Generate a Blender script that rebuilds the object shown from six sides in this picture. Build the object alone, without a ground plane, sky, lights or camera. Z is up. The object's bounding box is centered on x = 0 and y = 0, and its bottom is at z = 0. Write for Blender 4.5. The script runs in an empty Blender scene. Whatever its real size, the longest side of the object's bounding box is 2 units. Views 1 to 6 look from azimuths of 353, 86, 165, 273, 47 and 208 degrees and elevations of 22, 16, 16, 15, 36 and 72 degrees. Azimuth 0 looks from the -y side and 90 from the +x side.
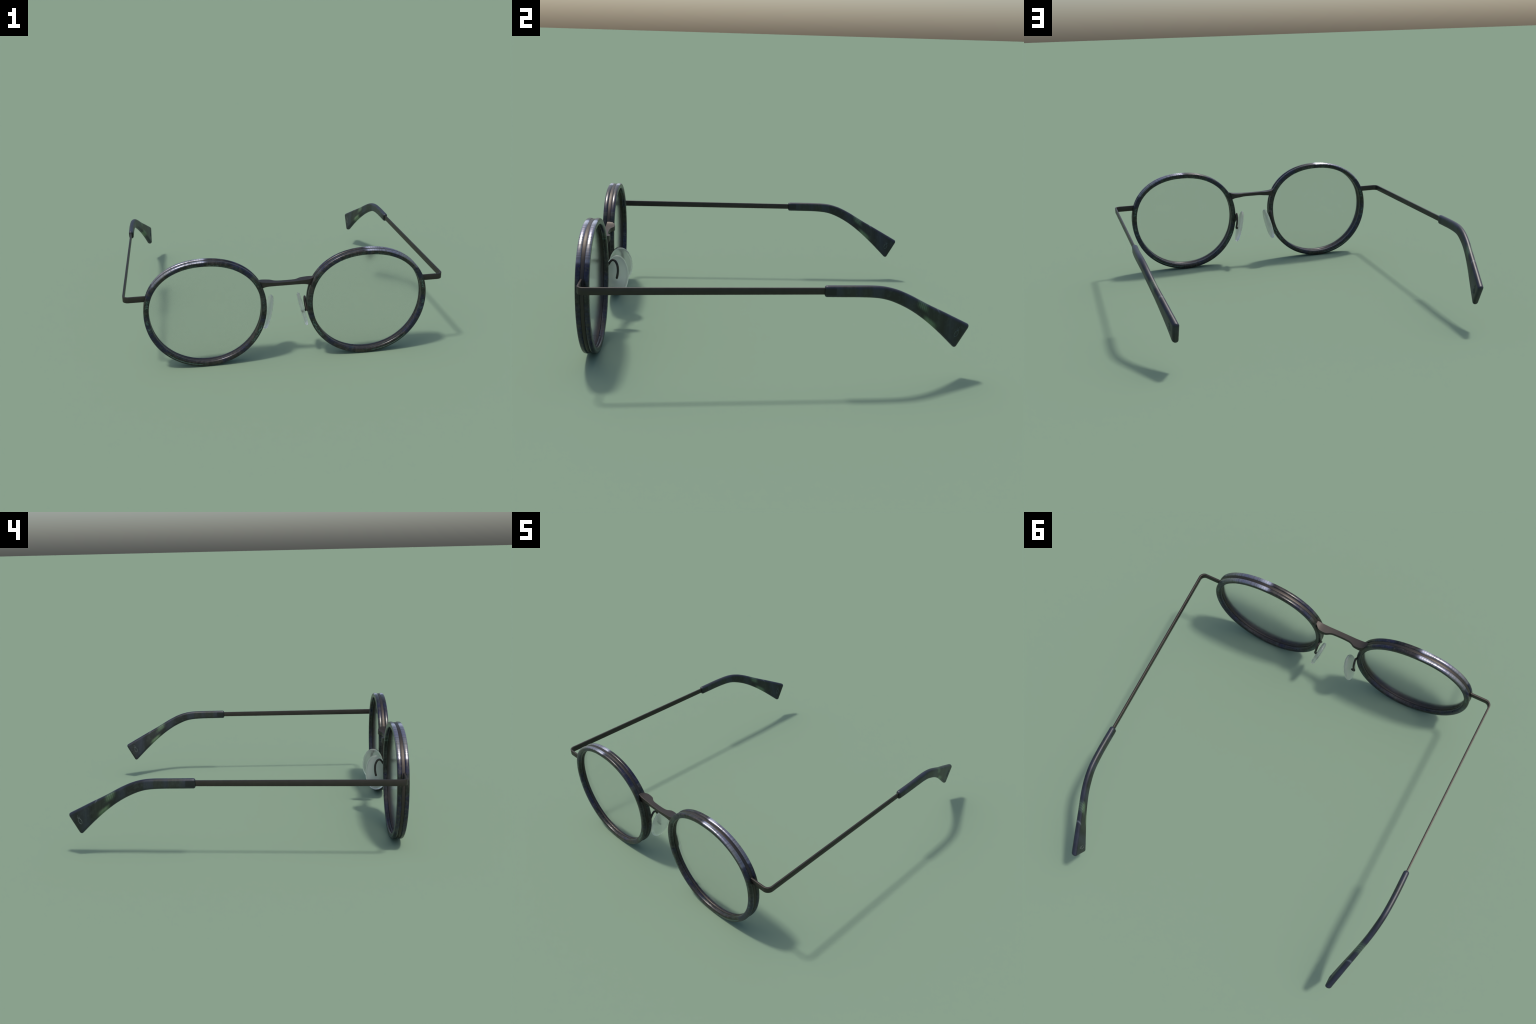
"""Round eyeglasses: twin-bead acetate rims around a metal band, metal bridge and
temples, clear nose pads on wire arms, flared acetate temple tips."""
import bpy, bmesh, math
import numpy as np
from mathutils import Matrix, Vector

# ------------------------------------------------------------------ dimensions
RIM_X, RIM_Z = 0.5025, 0.376          # centre of the widest line of a rim
RIM_HALF_W = 0.3785                   # half width
RIM_UP, RIM_DOWN = 0.3292, 0.376      # height above / below the widest line
POW_UP, POW_DOWN = 2.17, 2.04          # fullness of the two halves
RIM_SHIFT = 0.006                     # one rim sits a touch further out than the other
RIM_Y = -0.9475                       # plane of the rims
BEAD_OFF, BEAD_HALF, BEAD_DEEP = 0.0211, 0.0138, 0.0168


# ------------------------------------------------------------------ mesh helpers
def make_object(name, verts, faces, material, parent, smooth_angle=40):
    me = bpy.data.meshes.new(name)
    me.from_pydata([tuple(v) for v in verts], [], faces)
    bm = bmesh.new()
    bm.from_mesh(me)
    bmesh.ops.recalc_face_normals(bm, faces=bm.faces)
    bm.to_mesh(me)
    bm.free()
    me.materials.append(material)
    me.shade_smooth()
    ob = bpy.data.objects.new(name, me)
    bpy.context.scene.collection.objects.link(ob)
    if smooth_angle < 180:
        me.set_sharp_from_angle(angle=math.radians(smooth_angle))
    if parent is not None:
        ob.parent = parent
    return ob


def both_sides(name, verts, faces, material, parents, smooth_angle=40, shift=0.0):
    """The part on the +x side and its mirror image on the -x side."""
    verts = np.asarray(verts, float)
    out = []
    for i, s in enumerate((1, -1)):
        out.append(make_object(name, (verts + (shift if s > 0 else 0.0, 0, 0)) * (s, 1, 1), faces, material, parents[i], smooth_angle))
    return out


def grid_faces(rows, cols, close_rows=False, close_cols=True):
    f = []
    for i in range(rows if close_rows else rows - 1):
        for j in range(cols if close_cols else cols - 1):
            a, b = i, (i + 1) % rows
            c = (j + 1) % cols
            f.append((a * cols + j, a * cols + c, b * cols + c, b * cols + j))
    return f


def rounded_rect(hw, hh, r, n=6):
    """Outline of a rounded rectangle, half sizes hw x hh."""
    r = min(r, hw, hh)
    pts = []
    for k, (cx, cy) in enumerate(((hw - r, hh - r), (-hw + r, hh - r), (-hw + r, -hh + r), (hw - r, -hh + r))):
        for i in range(n + 1):
            a = math.pi / 2 * (k + i / n)
            pts.append((cx + r * math.cos(a), cy + r * math.sin(a)))
    return pts


def smooth_curve(points, n):
    """Catmull-Rom through control points, n samples, any dimension."""
    p = np.asarray(points, float)
    p = np.vstack([2 * p[0] - p[1], p, 2 * p[-1] - p[-2]])
    out = []
    segs = len(p) - 3
    for k in range(n):
        t = k / (n - 1) * segs
        i = min(int(t), segs - 1)
        t -= i
        a, b, c, d = p[i:i + 4]
        out.append(0.5 * (2 * b + (c - a) * t + (2 * a - 5 * b + 4 * c - d) * t * t + (3 * b - a - 3 * c + d) * t ** 3))
    return np.array(out)


def tube(path, radius, n=14, round_end=True):
    """Round wire along a path with domed ends."""
    path = np.asarray(path, float)
    rings, up = [], Vector((0, 0, 1))
    tang = [Vector(path[min(i + 1, len(path) - 1)] - path[max(i - 1, 0)]).normalized() for i in range(len(path))]
    side = tang[0].orthogonal().normalized()
    rows = []
    for i, p in enumerate(path):
        t = tang[i]
        side = (side - t * side.dot(t)).normalized()
        rows.append((Vector(p), t, side.copy(), radius))
    if round_end:
        p, t, s, r = rows[0]
        head = [(p - t * r * math.sin(a), t, s, r * math.cos(a)) for a in (1.45, 1.0, 0.5)]
        p, t, s, r = rows[-1]
        tail = [(p + t * r * math.sin(a), t, s, r * math.cos(a)) for a in (0.5, 1.0, 1.45)]
        rows = head + rows + tail
    verts = []
    for p, t, s, r in rows:
        b = t.cross(s)
        for j in range(n):
            a = 2 * math.pi * j / n
            verts.append(p + s * (r * math.cos(a)) + b * (r * math.sin(a)))
    faces = grid_faces(len(rows), n)
    faces += [tuple(range(n)), tuple(range((len(rows) - 1) * n, len(rows) * n))]
    return [tuple(v) for v in verts], faces


# ------------------------------------------------------------------ rim outline
def rim_point(t):
    c, s = math.cos(t), math.sin(t)
    up = s >= 0
    p = 2.0 / (POW_UP if up else POW_DOWN)
    x = RIM_HALF_W * math.copysign(abs(c) ** p, c)
    z = (RIM_UP if up else RIM_DOWN) * math.copysign(abs(s) ** p, s)
    return np.array((RIM_X + x, RIM_Z + z))


def rim_outline(n=192):
    """Evenly spaced outline points and inward normals in the x-z plane."""
    dense = np.array([rim_point(2 * math.pi * i / 4000) for i in range(4001)])
    # ease the tiny curvature break between the halves
    d = np.r_[0, np.cumsum(np.linalg.norm(np.diff(dense, axis=0), axis=1))]
    s = np.linspace(0, d[-1], n, endpoint=False)
    pts = np.stack([np.interp(s, d, dense[:, 0]), np.interp(s, d, dense[:, 1])], 1)
    for _ in range(3):
        pts = 0.25 * np.roll(pts, 1, 0) + 0.5 * pts + 0.25 * np.roll(pts, -1, 0)
    tan = np.roll(pts, -1, 0) - np.roll(pts, 1, 0)
    tan /= np.linalg.norm(tan, axis=1)[:, None]
    inward = np.stack([-tan[:, 1], tan[:, 0]], 1)
    return pts, inward


OUT_P, OUT_N = rim_outline()


def sweep_rim(profile):
    """Sweep a closed (depth inward, y) profile round the rim outline."""
    verts = []
    for p, nrm in zip(OUT_P, OUT_N):
        for d, y in profile:
            q = p + nrm * d
            verts.append((q[0], RIM_Y + y, q[1]))
    return verts, grid_faces(len(OUT_P), len(profile), close_rows=True)


def superellipse(half_a, half_b, power, n=28):
    pts = []
    for i in range(n):
        a = 2 * math.pi * i / n
        c, s = math.cos(a), math.sin(a)
        pts.append((half_a * math.copysign(abs(c) ** (2 / power), c), half_b * math.copysign(abs(s) ** (2 / power), s)))
    return pts


# ------------------------------------------------------------------ node helpers
class Graph:
    def __init__(self, name):
        self.mat = bpy.data.materials.new(name)
        self.mat.use_nodes = True
        self.t = self.mat.node_tree
        self.bsdf = self.t.nodes["Principled BSDF"]
        co = self.t.nodes.new("ShaderNodeTexCoord")
        sep = self.t.nodes.new("ShaderNodeSeparateXYZ")
        self.object = co.outputs["Object"]
        self.t.links.new(self.object, sep.inputs[0])
        self.x, self.y, self.z = sep.outputs

    def put(self, socket, v):
        if isinstance(v, bpy.types.NodeSocket):
            self.t.links.new(v, socket)
        elif isinstance(v, (tuple, list)) and len(v) == 3 and socket.type == "RGBA":
            socket.default_value = (*v, 1)
        else:
            socket.default_value = v

    def m(self, op, a, b=0.0, c=0.0, clamp=False):
        n = self.t.nodes.new("ShaderNodeMath")
        n.operation, n.use_clamp = op, clamp
        for s, v in zip(n.inputs, (a, b, c)):
            self.put(s, v)
        return n.outputs[0]

    def step(self, v, lo, hi):
        """0 below lo, 1 above hi (lo > hi falls instead)."""
        n = self.t.nodes.new("ShaderNodeMapRange")
        n.interpolation_type = "SMOOTHSTEP"
        flip = lo > hi
        a, b = (hi, lo) if flip else (lo, hi)
        self.put(n.inputs["Value"], v)
        n.inputs["From Min"].default_value, n.inputs["From Max"].default_value = a, b
        n.inputs["To Min"].default_value, n.inputs["To Max"].default_value = (1, 0) if flip else (0, 1)
        return n.outputs[0]

    def window(self, v, a, b, soft):
        return self.m("MULTIPLY", self.step(v, a - soft, a + soft), self.step(v, b + soft, b - soft))

    def ramp(self, v, stops, mode="LINEAR"):
        n = self.t.nodes.new("ShaderNodeValToRGB")
        n.color_ramp.interpolation = mode
        e = n.color_ramp.elements
        while len(e) < len(stops):
            e.new(1.0)
        for el, (p, c) in zip(e, stops):
            el.position = p
            el.color = (*c, 1) if isinstance(c, tuple) else (c, c, c, 1)
        self.put(n.inputs[0], v)
        return n.outputs[0]

    def mix(self, f, a, b):
        n = self.t.nodes.new("ShaderNodeMix")
        n.data_type = "RGBA"
        self.put(n.inputs[0], f)
        self.put(n.inputs[6], a)
        self.put(n.inputs[7], b)
        return n.outputs[2]

    def scale_colour(self, c, f):
        n = self.t.nodes.new("ShaderNodeVectorMath")
        n.operation = "SCALE"
        self.put(n.inputs[0], c)
        self.put(n.inputs["Scale"], f)
        return n.outputs[0]

    def noise(self, vector=None, w=None, scale=5.0, detail=2.0, rough=0.5):
        n = self.t.nodes.new("ShaderNodeTexNoise")
        if w is not None:
            n.noise_dimensions = "1D"
            self.put(n.inputs["W"], w)
        else:
            self.put(n.inputs["Vector"], vector if vector is not None else self.object)
        n.inputs["Scale"].default_value, n.inputs["Detail"].default_value = scale, detail
        n.inputs["Roughness"].default_value = rough
        return n.outputs[0]

    def vec(self, x, y, z=0.0):
        n = self.t.nodes.new("ShaderNodeCombineXYZ")
        for s, v in zip(n.inputs, (x, y, z)):
            self.put(s, v)
        return n.outputs[0]

    def curve(self, v, lo, hi, points):
        """Value curve through (input, output) points; input range lo..hi, output 0..1."""
        n = self.t.nodes.new("ShaderNodeFloatCurve")
        self.put(n.inputs["Value"], self.m("DIVIDE", self.m("SUBTRACT", v, lo), hi - lo, clamp=True))
        c = n.mapping.curves[0]
        pts = [((a - lo) / (hi - lo), b) for a, b in points]
        c.points[0].location, c.points[1].location = pts[0], pts[-1]
        for p in pts[1:-1]:
            c.points.new(*p)
        n.mapping.update()
        return n.outputs[0]

    def set(self, **kw):
        for k, v in kw.items():
            self.put(self.bsdf.inputs[k.replace("_", " ")], v)
        return self.mat


def metal_material():
    g = Graph("brushed_brown_metal")
    n = g.noise(scale=22, detail=3)
    col = g.mix(n, (0.047, 0.041, 0.036), (0.061, 0.053, 0.047))
    rough = g.m("MULTIPLY_ADD", g.noise(scale=60, detail=2), 0.10, 0.42)
    return g.set(Base_Color=col, Metallic=0.75, Roughness=rough)


NAVY, BLACK, OLIVE, GREY, BLUE = (0.0095, 0.0100, 0.029), (0.0052, 0.0064, 0.0058), (0.0115, 0.0140, 0.0110), (0.025, 0.0275, 0.026), (0.0125, 0.0155, 0.0225)
BROWN = (0.021, 0.0175, 0.0155)


def rim_material():
    """Marbled dark acetate: colour bands follow the angle round each lens."""
    g = Graph("marbled_acetate_rim")
    dx = g.m("SUBTRACT", g.m("ABSOLUTE", g.x), g.m("MULTIPLY_ADD", g.m("GREATER_THAN", g.x, 0.0), RIM_SHIFT, RIM_X))
    dz = g.m("SUBTRACT", g.z, RIM_Z)
    turn = g.m("FRACT", g.m("MULTIPLY_ADD", g.m("ARCTAN2", dz, dx), 1 / (2 * math.pi), 1.0))
    up = g.m("GREATER_THAN", dz, 0.0)
    half_h = g.m("MULTIPLY_ADD", up, RIM_UP - RIM_DOWN, RIM_DOWN)
    ax = g.m("POWER", g.m("DIVIDE", g.m("ABSOLUTE", dx), RIM_HALF_W), 2.07)
    az = g.m("POWER", g.m("DIVIDE", g.m("ABSOLUTE", dz), half_h), 2.07)
    rho = g.m("POWER", g.m("ADD", ax, az), 1 / 2.07)
    depth = g.m("MULTIPLY", g.m("SUBTRACT", 1.0, rho), 0.36)          # metres in from the outline

    wob = g.noise(scale=45, detail=1)
    tw = g.m("MULTIPLY_ADD", g.m("SUBTRACT", wob, 0.5), 0.006, turn)
    deg = lambda a: (a % 360) / 360
    bands = [(0, BLACK), (7, OLIVE), (17, OLIVE), (19, NAVY), (31, NAVY), (33, GREY), (43, BROWN), (50, BLACK), (52, NAVY), (61, NAVY),
             (63, BLACK), (85, BLACK), (88, NAVY), (91, BLACK), (101, BROWN), (119, BLACK), (123, NAVY), (143, NAVY), (145, GREY), (157, OLIVE),
             (160, BLACK), (171, GREY), (188, BLACK), (193, NAVY), (198, OLIVE), (219, BROWN), (229, NAVY), (243, BROWN), (253, NAVY), (259, BROWN),
             (312, BLACK), (316, NAVY)]
    col = g.ramp(tw, [(deg(a), c) for a, c in bands])
    fine = g.noise(w=turn, scale=170, detail=3, rough=0.65)
    broad = g.noise(w=turn, scale=34, detail=1)
    streak = g.m("MULTIPLY_ADD", g.step(fine, 0.30, 0.72), 0.9, 0.55)
    col = g.scale_colour(col, g.m("MULTIPLY", streak, g.m("MULTIPLY_ADD", broad, 0.9, 0.55)))

    mottle = g.step(g.noise(scale=48, detail=3, rough=0.6), 0.50, 0.62)
    col = g.mix(g.m("MULTIPLY", mottle, 0.65), col, (0.044, 0.038, 0.032))
    green = g.step(g.noise(scale=33, detail=4, rough=0.65), 0.57, 0.66)
    col = g.mix(g.m("MULTIPLY", green, 0.55), col, (0.022, 0.042, 0.034))

    # teal flecks set in rows across the faces of the beads
    def spread(windows):
        stops = [(0.0, 0)]
        for a, b, v in windows:
            stops += [(deg(a) - 0.002, 0), (deg(a) + 0.002, v), (deg(b) - 0.002, v), (deg(b) + 0.002, 0)]
        return g.ramp(tw, stops)

    middle = g.m("MULTIPLY", spread([(8, 17, 0.8), (146, 157, 0.4), (172, 184, 0.3), (200, 219, 1.0), (343, 347, 0.6), (351, 355, 1.0)]), g.window(depth, 0.011, 0.023, 0.004))
    inner = g.m("MULTIPLY", spread([(44, 51, 0.5), (64, 83, 0.5), (94, 126, 0.75), (147, 156, 0.5), (344, 348, 0.5)]), g.window(depth, 0.0225, 0.031, 0.003))
    row = g.vec(g.m("MULTIPLY", turn, 560.0), g.m("MULTIPLY", depth, 130.0))
    fleck = g.step(g.noise(vector=row, scale=1.0, detail=2.5), 0.50, 0.68)
    teal = g.m("MULTIPLY", fleck, g.m("MAXIMUM", middle, inner))
    edge = g.m("MULTIPLY", g.window(turn, deg(276), deg(313), 0.004), g.window(depth, 0.0130, 0.0160, 0.0018))
    edge = g.m("MULTIPLY", edge, g.m("MULTIPLY_ADD", fine, 0.9, 0.2))
    col = g.mix(teal, col, (0.17, 0.38, 0.31))
    col = g.mix(g.m("MULTIPLY", edge, 0.9), col, (0.13, 0.25, 0.21))

    # paler stretch along the outer crest of the upper outer quarter, brightest near the top, with metallic raised to match
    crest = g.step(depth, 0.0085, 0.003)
    pale_crest = g.m("MULTIPLY", crest, g.m("MULTIPLY", g.step(tw, deg(29), deg(32)), g.step(tw, deg(97), deg(89))))
    pale_crest = g.m("MULTIPLY", pale_crest, g.m("MULTIPLY_ADD", g.step(fine, 0.25, 0.7), 0.50, 0.40))
    crest_tones = g.ramp(turn, [(deg(31), (.20, .20, .24)), (deg(50), (.30, .30, .30)), (deg(62), (.26, .26, .34)), (deg(78), (.34, .34, .38)), (deg(87), (.85, .85, .92)), (deg(90), (.55, .55, .65)), (deg(94), (.10, .10, .14))])
    col = g.mix(pale_crest, col, crest_tones)
    rough = g.m("MULTIPLY_ADD", wob, 0.08, 0.25)
    return g.set(Base_Color=col, Metallic=g.m("MULTIPLY", pale_crest, 0.9), Roughness=rough, Specular_IOR_Level=0.45)


def tip_material():
    """Same acetate on the temple tips: dark core, navy edges, green patches."""
    g = Graph("marbled_acetate_tip")
    top = g.curve(g.y, 0.2, 1.0, [(0.2, .508), (.455, .506), (.515, .499), (.578, .481), (.643, .451), (.755, .388), (.891, .316), (1.0, .255)])
    low = g.curve(g.y, 0.2, 1.0, [(0.2, .450), (.376, .449), (.456, .445), (.52, .435), (.581, .41), (.646, .373), (.719, .322), (.782, .267), (.912, .148), (1.0, .06)])
    v = g.m("DIVIDE", g.m("SUBTRACT", g.z, low), g.m("SUBTRACT", top, low))
    wob = g.noise(scale=14, detail=2)
    yw = g.m("MULTIPLY_ADD", g.m("SUBTRACT", wob, 0.5), 0.03, g.y)
    pos = g.m("DIVIDE", g.m("SUBTRACT", yw, 0.2), 0.8)
    at = lambda y: (y - 0.2) / 0.8
    col = g.ramp(pos, [(0.0, BLUE), (at(.28), BLUE), (at(.31), OLIVE), (at(.36), OLIVE), (at(.38), BLUE), (at(.41), OLIVE), (at(.445), OLIVE), (at(.455), BLUE),
                       (at(.50), BLUE), (at(.515), BLACK), (at(.60), BLACK), (at(.64), BLUE), (at(.69), BLACK), (at(.80), OLIVE), (at(.83), BLACK),
                       (at(.87), BLUE), (at(.93), BLACK), (1.0, BLUE)])
    fine = g.noise(vector=g.vec(g.m("MULTIPLY", g.m("MULTIPLY_ADD", v, 0.012, g.y), 1.0), g.m("MULTIPLY", g.z, 0.12)), scale=95, detail=3, rough=0.6)
    col = g.scale_colour(col, g.m("MULTIPLY_ADD", fine, 1.9, 0.65))
    haze = g.step(g.noise(scale=38, detail=4, rough=0.65), 0.50, 0.66)
    col = g.mix(g.m("MULTIPLY", haze, 0.5), col, (0.030, 0.038, 0.036))
    rim = g.m("MAXIMUM", g.step(v, 0.17, 0.02), g.step(v, 0.86, 0.99))
    col = g.mix(g.m("MULTIPLY", rim, 0.6), col, (0.015, 0.0165, 0.032))
    core = g.m("MULTIPLY", g.step(g.y, 0.276, 0.268), g.window(g.z, 0.4615, 0.4985, 0.003))
    col = g.mix(g.m("MULTIPLY", core, 0.85), col, (0.003, 0.004, 0.004))
    pale = g.m("MULTIPLY", g.window(g.y, 0.375, 0.448, 0.006), g.step(v, 0.10, 0.03))
    col = g.mix(g.m("MULTIPLY", pale, 0.7), col, (0.075, 0.09, 0.12))
    ripple = g.m("MULTIPLY_ADD", g.m("SINE", g.m("MULTIPLY", g.m("MULTIPLY_ADD", g.z, 0.35, g.y), 620.0)), 0.28, 0.72)
    a = g.m("MULTIPLY", g.window(g.m("MULTIPLY_ADD", wob, 0.02, g.y), 0.698, 0.748, 0.016), g.step(v, 0.42, 0.72))
    b = g.m("MULTIPLY", g.window(g.m("MULTIPLY_ADD", wob, 0.02, g.y), 0.738, 0.798, 0.018), g.step(v, 0.40, 0.16))
    col = g.mix(g.m("MULTIPLY", g.m("MULTIPLY", a, g.m("MULTIPLY_ADD", g.step(v, 0.90, 0.99), -0.55, 1.0)), g.m("MULTIPLY", ripple, 0.8)), col, (0.12, 0.20, 0.11))
    col = g.mix(g.m("MULTIPLY", b, g.m("MULTIPLY_ADD", fine, 0.6, 0.45)), col, (0.13, 0.21, 0.11))
    nick = g.m("MULTIPLY", g.window(g.m("MULTIPLY_ADD", g.z, 0.5, g.y), 0.976, 0.982, 0.003), g.step(v, 0.84, 0.97))
    col = g.mix(g.m("MULTIPLY", nick, 0.45), col, (0.14, 0.17, 0.19))
    return g.set(Base_Color=col, Roughness=g.m("MULTIPLY_ADD", fine, 0.10, 0.38), Specular_IOR_Level=0.5)


def emblem_material():
    g = Graph("engraved_emblem")
    col = g.mix(g.noise(scale=120, detail=1), (0.062, 0.082, 0.078), (0.082, 0.105, 0.098))
    return g.set(Base_Color=col, Roughness=0.45)


def lens_material():
    """Front face of a lens: clear glass."""
    g = Graph("clear_lens")
    tint = g.mix(g.noise(scale=6, detail=2), (0.795, 0.80, 0.80), (0.805, 0.805, 0.80))
    return g.set(Base_Color=tint, Transmission_Weight=1.0, Roughness=0.21, IOR=1.5)


def lens_back_material():
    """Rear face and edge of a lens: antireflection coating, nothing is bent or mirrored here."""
    g = Graph("antireflection_lens_back")
    clear = g.t.nodes.new("ShaderNodeBsdfRefraction")
    clear.inputs["Color"].default_value = (1, 1, 1, 1)
    clear.inputs["Roughness"].default_value, clear.inputs["IOR"].default_value = 0.0, 1.0
    g.t.links.new(clear.outputs[0], g.t.nodes["Material Output"].inputs["Surface"])
    return g.mat


def pad_material():
    g = Graph("frosted_silicone")
    tint = g.mix(g.noise(scale=25, detail=2), (0.93, 0.955, 0.945), (0.98, 0.985, 0.98))
    return g.set(Base_Color=tint, Transmission_Weight=0.95, Roughness=0.42, IOR=1.4)


# ------------------------------------------------------------------ build
METAL, RIM, TIP, EMBLEM, LENS, PAD = metal_material(), rim_material(), tip_material(), emblem_material(), lens_material(), pad_material()

lens_back = lens_back_material()

glasses = bpy.data.objects.new("eyeglasses", None)
bpy.context.scene.collection.objects.link(glasses)
glasses["label"] = "round eyeglasses with dark marbled rims and brown metal temples"
glasses["category"] = "eyeglasses"
TOP = (glasses, glasses)

# rims: metal band with an acetate bead in front of it and one behind it
band = [(d + 0.0178, y) for d, y in rounded_rect(0.0138, 0.0092, 0.001, 2)]
v, f = sweep_rim(band)
rims = both_sides("rim", v, f, METAL, TOP, 60, RIM_SHIFT)
for side in (-1, 1):
    prof = [(a + BEAD_DEEP, b + side * BEAD_OFF) for a, b in superellipse(BEAD_DEEP, BEAD_HALF, 3.0, 36)]
    v, f = sweep_rim(prof)
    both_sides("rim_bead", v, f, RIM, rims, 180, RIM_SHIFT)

# lenses: thin flat panes
rings = [0.0, 0.12, 0.25, 0.4, 0.55, 0.7, 0.82, 0.91, 0.97, 1.0]
edge = OUT_P + OUT_N * 0.030
mid = np.array((RIM_X, 0.356))
v, n = [], len(edge)
for face in (-1, 1):
    for r in (rings[1:] if face < 0 else rings[1:][::-1]):
        for e in edge:
            q = mid + (e - mid) * r
            v.append((q[0], RIM_Y + 0.001 + face * 0.0012, q[1]))
rows = 2 * (len(rings) - 1)
f = grid_faces(rows, n)
a = len(v)
v += [(mid[0], RIM_Y - 0.0002, mid[1]), (mid[0], RIM_Y + 0.0022, mid[1])]
f += [(a, (j + 1) % n, j) for j in range(n)] + [(a + 1, (rows - 1) * n + j, (rows - 1) * n + (j + 1) % n) for j in range(n)]
for ob in both_sides("lens", v, f, LENS, TOP, 40, RIM_SHIFT):
    ob.data.materials.append(lens_back)
    for poly in ob.data.polygons:
        poly.material_index = 0 if poly.normal.y < -0.5 else 1

# bridge: stations (x, front y, rear y, top z, bottom z) lofted across the nose
half = [(0.000, -.9585, -.9255, .5245, .5020), (.030, -.9585, -.9250, .5245, .5020), (.058, -.958, -.9230, .5250, .5020), (.074, -.9575, -.9175, .5256, .5015),
        (.086, -.957, -.9100, .5263, .5012), (.098, -.957, -.9050, .5270, .5010), (.118, -.957, -.9035, .5285, .4995), (.136, -.957, -.9050, .5305, .4960), (.150, -.957, -.9100, .5330, .4890),
        (.158, -.9565, -.9170, .5355, .4840), (.166, -.956, -.9240, .5385, .4900), (.173, -.955, -.9320, .5400, .5030)]
half = smooth_curve(half, 34)
stations = [s * (-1, 1, 1, 1, 1) for s in half[:0:-1]] + list(half)
v = []
for x, yf, yr, zt, zb in stations:
    sec = rounded_rect((yr - yf) / 2, (zt - zb) / 2, 0.0014, 2)
    v += [(x, (yf + yr) / 2 + p, (zt + zb) / 2 + q) for p, q in sec]
k = len(sec)
f = grid_faces(len(stations), k) + [tuple(range(k)), tuple(range((len(stations) - 1) * k, len(stations) * k))]
make_object("bridge", v, f, METAL, glasses, 20)

# temples: one flat metal strip, from the rim band round the corner and back
path = [(0.862, -.9505), (0.90, -.9505), (0.945, -.9505)]
cx, cy, r = 0.9620, -.9185, 0.0320
path += [(cx + r * math.sin(a), cy - r * math.cos(a)) for a in np.linspace(0.0, math.pi / 2 - 0.027, 12)]
path += [(0.9938 + (0.9625 - 0.9938) * u, -.917 + (0.262 + .917) * u) for u in np.linspace(0.03, 1, 14)]
path = np.array(path)
tan = np.gradient(path, axis=0)
tan /= np.linalg.norm(tan, axis=1)[:, None]
v = []
for p, t in zip(path, tan):
    nrm = np.array((t[1], -t[0]))
    u = np.clip((p[1] + .92) / 1.14, 0, 1)
    for a, b in rounded_rect(0.0053, 0.0185 - 0.0018 * u, 0.0018, 2):
        q = p + nrm * a
        v.append((q[0], q[1], 0.4812 - 0.0015 * u + b))
k = len(rounded_rect(1, 1, .1, 2))
f = grid_faces(len(path), k) + [tuple(range(k)), tuple(range((len(path) - 1) * k, len(path) * k))]
both_sides("temple", v, f, METAL, TOP, 40)

# temple tips: (upper y, upper z, lower y, lower z, upper x, lower x, half thickness)
TIP_STATIONS = [(.228, .508, .228, .450, .9630, .9630, .0165), (.300, .5078, .300, .4495, .9620, .9620, .0170), (.376, .5075, .376, .449, .9600, .9600, .0170),
                (.455, .506, .448, .446, .9555, .9560, .0170), (.515, .499, .500, .439, .9500, .9510, .0170), (.578, .481, .548, .424, .9415, .9430, .0170),
                (.643, .451, .602, .399, .9295, .9335, .0170), (.700, .419, .650, .371, .9160, .9220, .0168), (.755, .388, .696, .339, .9020, .9095, .0166),
                (.824, .352, .752, .294, .8840, .8930, .0172), (.891, .316, .815, .237, .8670, .8735, .0176), (.940, .2895, .866, .187, .8540, .8585, .0180),
                (.9835, .2660, .914, .139, .8430, .8455, .0182)]
line = smooth_curve(TIP_STATIONS, 61)


def tip_section(row, inset=0.0, push=(0, 0, 0)):
    uy, uz, ly, lz, xu, xl, w = row
    u, l = np.array((xu, uy, uz)), np.array((xl, ly, lz))
    c, h = (u + l) / 2, (u - l) / 2
    hh = np.linalg.norm(h)
    d = h / hh
    w2, h2 = max(w - inset * 0.85, 0.002), max(hh - inset, 0.002)
    return [tuple(c + d * b + np.array((a, 0, 0)) + push) for a, b in rounded_rect(w2, h2, 0.92 * w2, 7)]


def row_centre(row):
    return np.array(((row[4] + row[5]) / 2, (row[0] + row[2]) / 2, (row[1] + row[3]) / 2))


v = []
r0, r1 = 0.012, 0.0165
head = row_centre(line[1]) - row_centre(line[0])
head /= np.linalg.norm(head)
rows = 0
for a in (1.5, 1.2, 0.9, 0.6, 0.3):
    v += tip_section(line[0], r0 * (1 - math.cos(a)), -head * r0 * math.sin(a))
    rows += 1
last = line[-1]
mids = np.array([row_centre(row) for row in line])
to_end = np.r_[np.cumsum(np.linalg.norm(np.diff(mids, axis=0), axis=1)[::-1])[::-1], 0.0]
for row, dist in zip(line, to_end):
    if dist > r1 * 1.1:
        v += tip_section(row)
        rows += 1
for a in (0.0, 0.25, 0.5, 0.75, 1.0, 1.25, 1.45):
    dist = r1 * (1 - math.sin(a))
    row = [np.interp(-dist, -to_end, line[:, q]) for q in range(line.shape[1])]
    v += tip_section(row, r1 * (1 - math.cos(a)))
    rows += 1
k = len(tip_section(last))
f = grid_faces(rows, k) + [tuple(range(k)), tuple(range((rows - 1) * k, rows * k))]
tips = both_sides("temple_tip", v, f, TIP, TOP, 60)

# small emblem near the end of each tip, on both faces: an oval ring with leaves on top
A = np.array([(.891, .316, 1), (.940, .2895, 1), (.866, .187, 1)])
PLANE = np.linalg.solve(A, np.array((.8670, .8540, .8585)))


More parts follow.
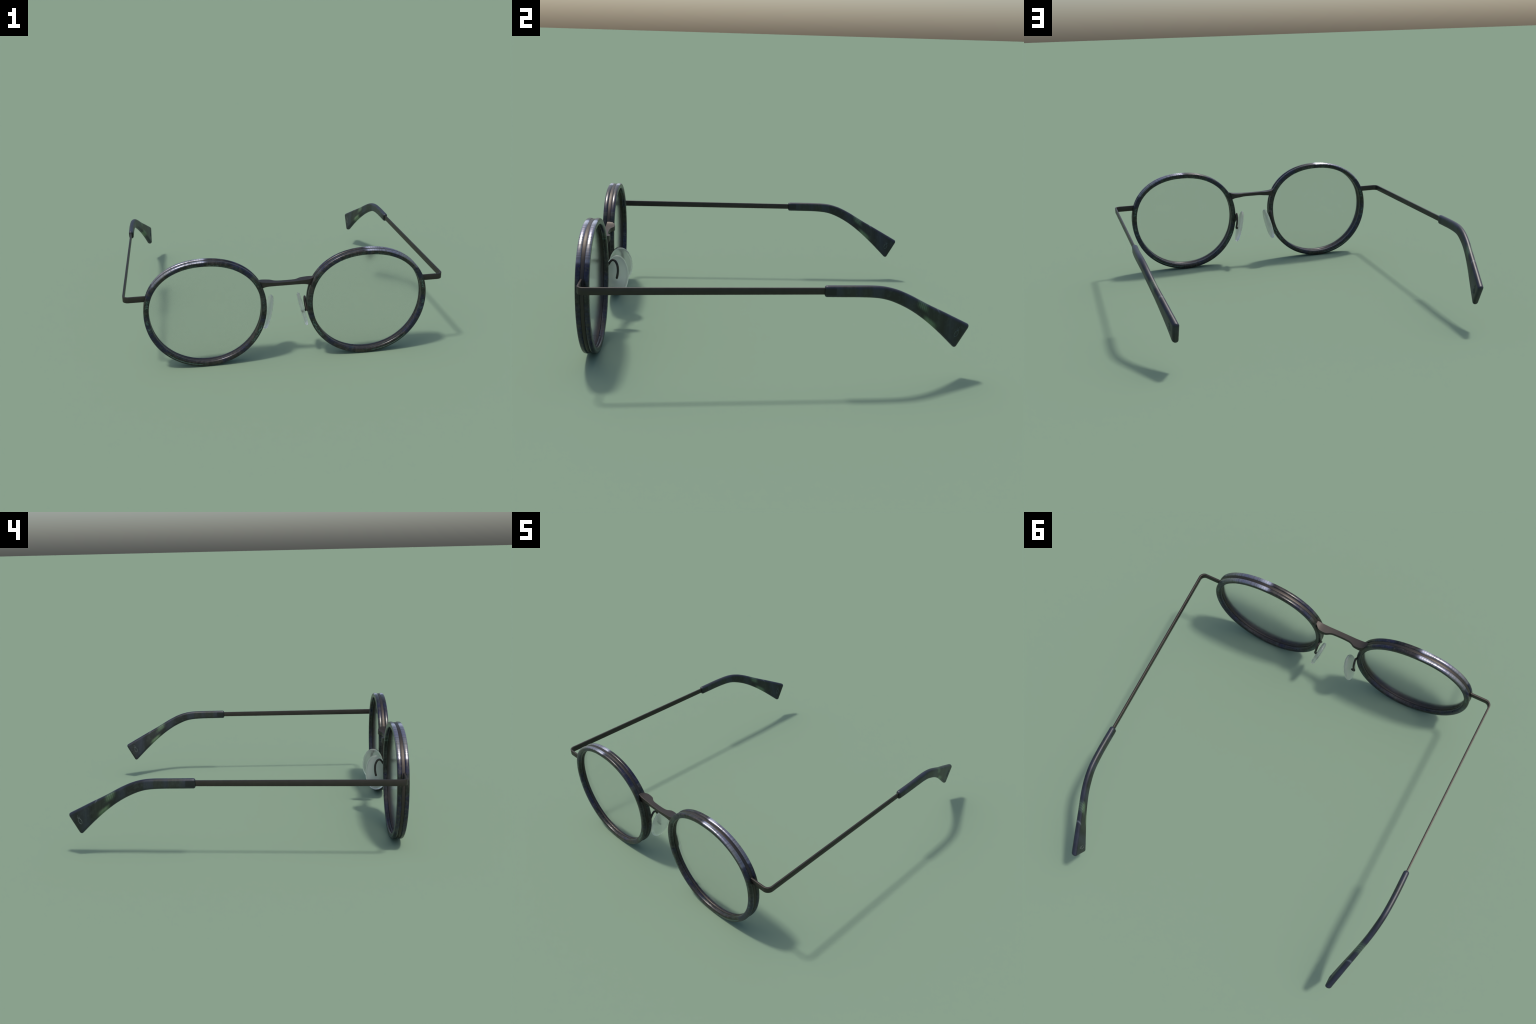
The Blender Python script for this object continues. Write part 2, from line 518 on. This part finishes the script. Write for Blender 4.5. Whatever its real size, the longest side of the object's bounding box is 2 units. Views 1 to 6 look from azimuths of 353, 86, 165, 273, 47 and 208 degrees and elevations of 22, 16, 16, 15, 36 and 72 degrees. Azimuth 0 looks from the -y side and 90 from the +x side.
def emblem_geometry(face):
    verts, faces = [], []

    def stroke(points, radius):
        lift = 0.0183 * face
        p3 = [(PLANE @ (y, zz, 1) + lift, y, zz) for y, zz in points]
        vv, ff = tube(p3, radius, 6)
        base = len(verts)
        verts.extend(vv)
        faces.extend([tuple(i + base for i in q) for q in ff])

    cy0, cz0, tilt = 0.9090, 0.2275, math.radians(18)
    ax, bx = np.array((math.cos(tilt), -math.sin(tilt))), np.array((math.sin(tilt), math.cos(tilt)))
    ring = [np.array((cy0, cz0)) + ax * 0.0098 * math.cos(a) + bx * 0.0170 * math.sin(a) for a in np.linspace(0, 2 * math.pi, 33)]
    stroke(ring, 0.0016)
    root = np.array((cy0, cz0)) + bx * 0.0185
    for ang, length in ((-55, .010), (-25, .014), (8, .021), (40, .012), (68, .009)):
        a = math.radians(ang)
        d = ax * math.sin(a) + bx * math.cos(a)
        stroke([root + d * length * q for q in (0.15, 0.6, 1.0)], 0.0009)
    return verts, faces


for face in (1, -1):
    v, f = emblem_geometry(face)
    both_sides("emblem", v, f, EMBLEM, tips, 180)

# nose pads: oval cushions, toed in at the front and leaning together at the top
PAD_C = np.array((0.1090, -.8715, 0.2915))
lean = np.array((-0.0275, 0.003, 0.1105))
lean_l = np.linalg.norm(lean)
e_z = lean / lean_l
e_y = np.array((0.045, 0.999, 0.0))
e_y -= e_z * (e_y @ e_z)
e_y /= np.linalg.norm(e_y)
e_x = np.cross(e_y, e_z)
v, n = [], 48
cross = [(0.0, -1.0), (0.45, -1.0), (0.75, -0.98), (0.885, -0.90), (0.955, -0.70), (0.99, -0.38), (1.0, 0.0), (0.99, 0.38), (0.955, 0.70), (0.885, 0.90), (0.75, 0.98), (0.45, 1.0), (0.0, 1.0)]
for rr, tt in cross[1:-1]:
    for j in range(n):
        a = 2 * math.pi * j / n
        c, s = math.cos(a), math.sin(a)
        wy = 0.0690 * math.copysign(abs(c) ** 0.95, c) * (1 - 0.06 * s)
        q = PAD_C + e_y * (rr * wy) + e_z * (rr * lean_l * math.copysign(abs(s) ** 0.95, s)) + e_x * (0.0118 * tt + 0.002 * rr * rr)
        v.append(q)
rows = len(cross) - 2
f = grid_faces(rows, n)
a = len(v)
v += [PAD_C - e_x * 0.0118, PAD_C + e_x * 0.0118]
f += [(a, (j + 1) % n, j) for j in range(n)] + [(a + 1, (rows - 1) * n + j, (rows - 1) * n + (j + 1) % n) for j in range(n)]
pads = both_sides("nose_pad", v, f, PAD, TOP, 60)
for ob in pads:
    ob.data.transform(Matrix.Translation((0.006, 0, 0)))

# wire arms: from the rim band up and over, down behind the pad, hooked into it
arm = [(.1345, -.942, .316), (.1285, -.930, .338), (.1275, -.913, .363), (.1270, -.9005, .3795), (.1275, -.889, .3845), (.1290, -.8755, .377), (.1310, -.8645, .353),
       (.1345, -.8620, .322), (.1390, -.8650, .296), (.1395, -.8680, .2835), (.1340, -.8685, .2800), (.1235, -.8690, .2830)]
v, f = tube(smooth_curve(arm, 60), 0.0068)
both_sides("pad_arm", v, f, METAL, pads, 180)

# rest the frame on z = 0
bpy.context.view_layer.update()
low = min(min(vv.co.z for vv in o.data.vertices) for o in bpy.data.objects if o.type == "MESH")
for o in bpy.data.objects:
    if o.type == "MESH":
        for vv in o.data.vertices:
            vv.co.z -= low
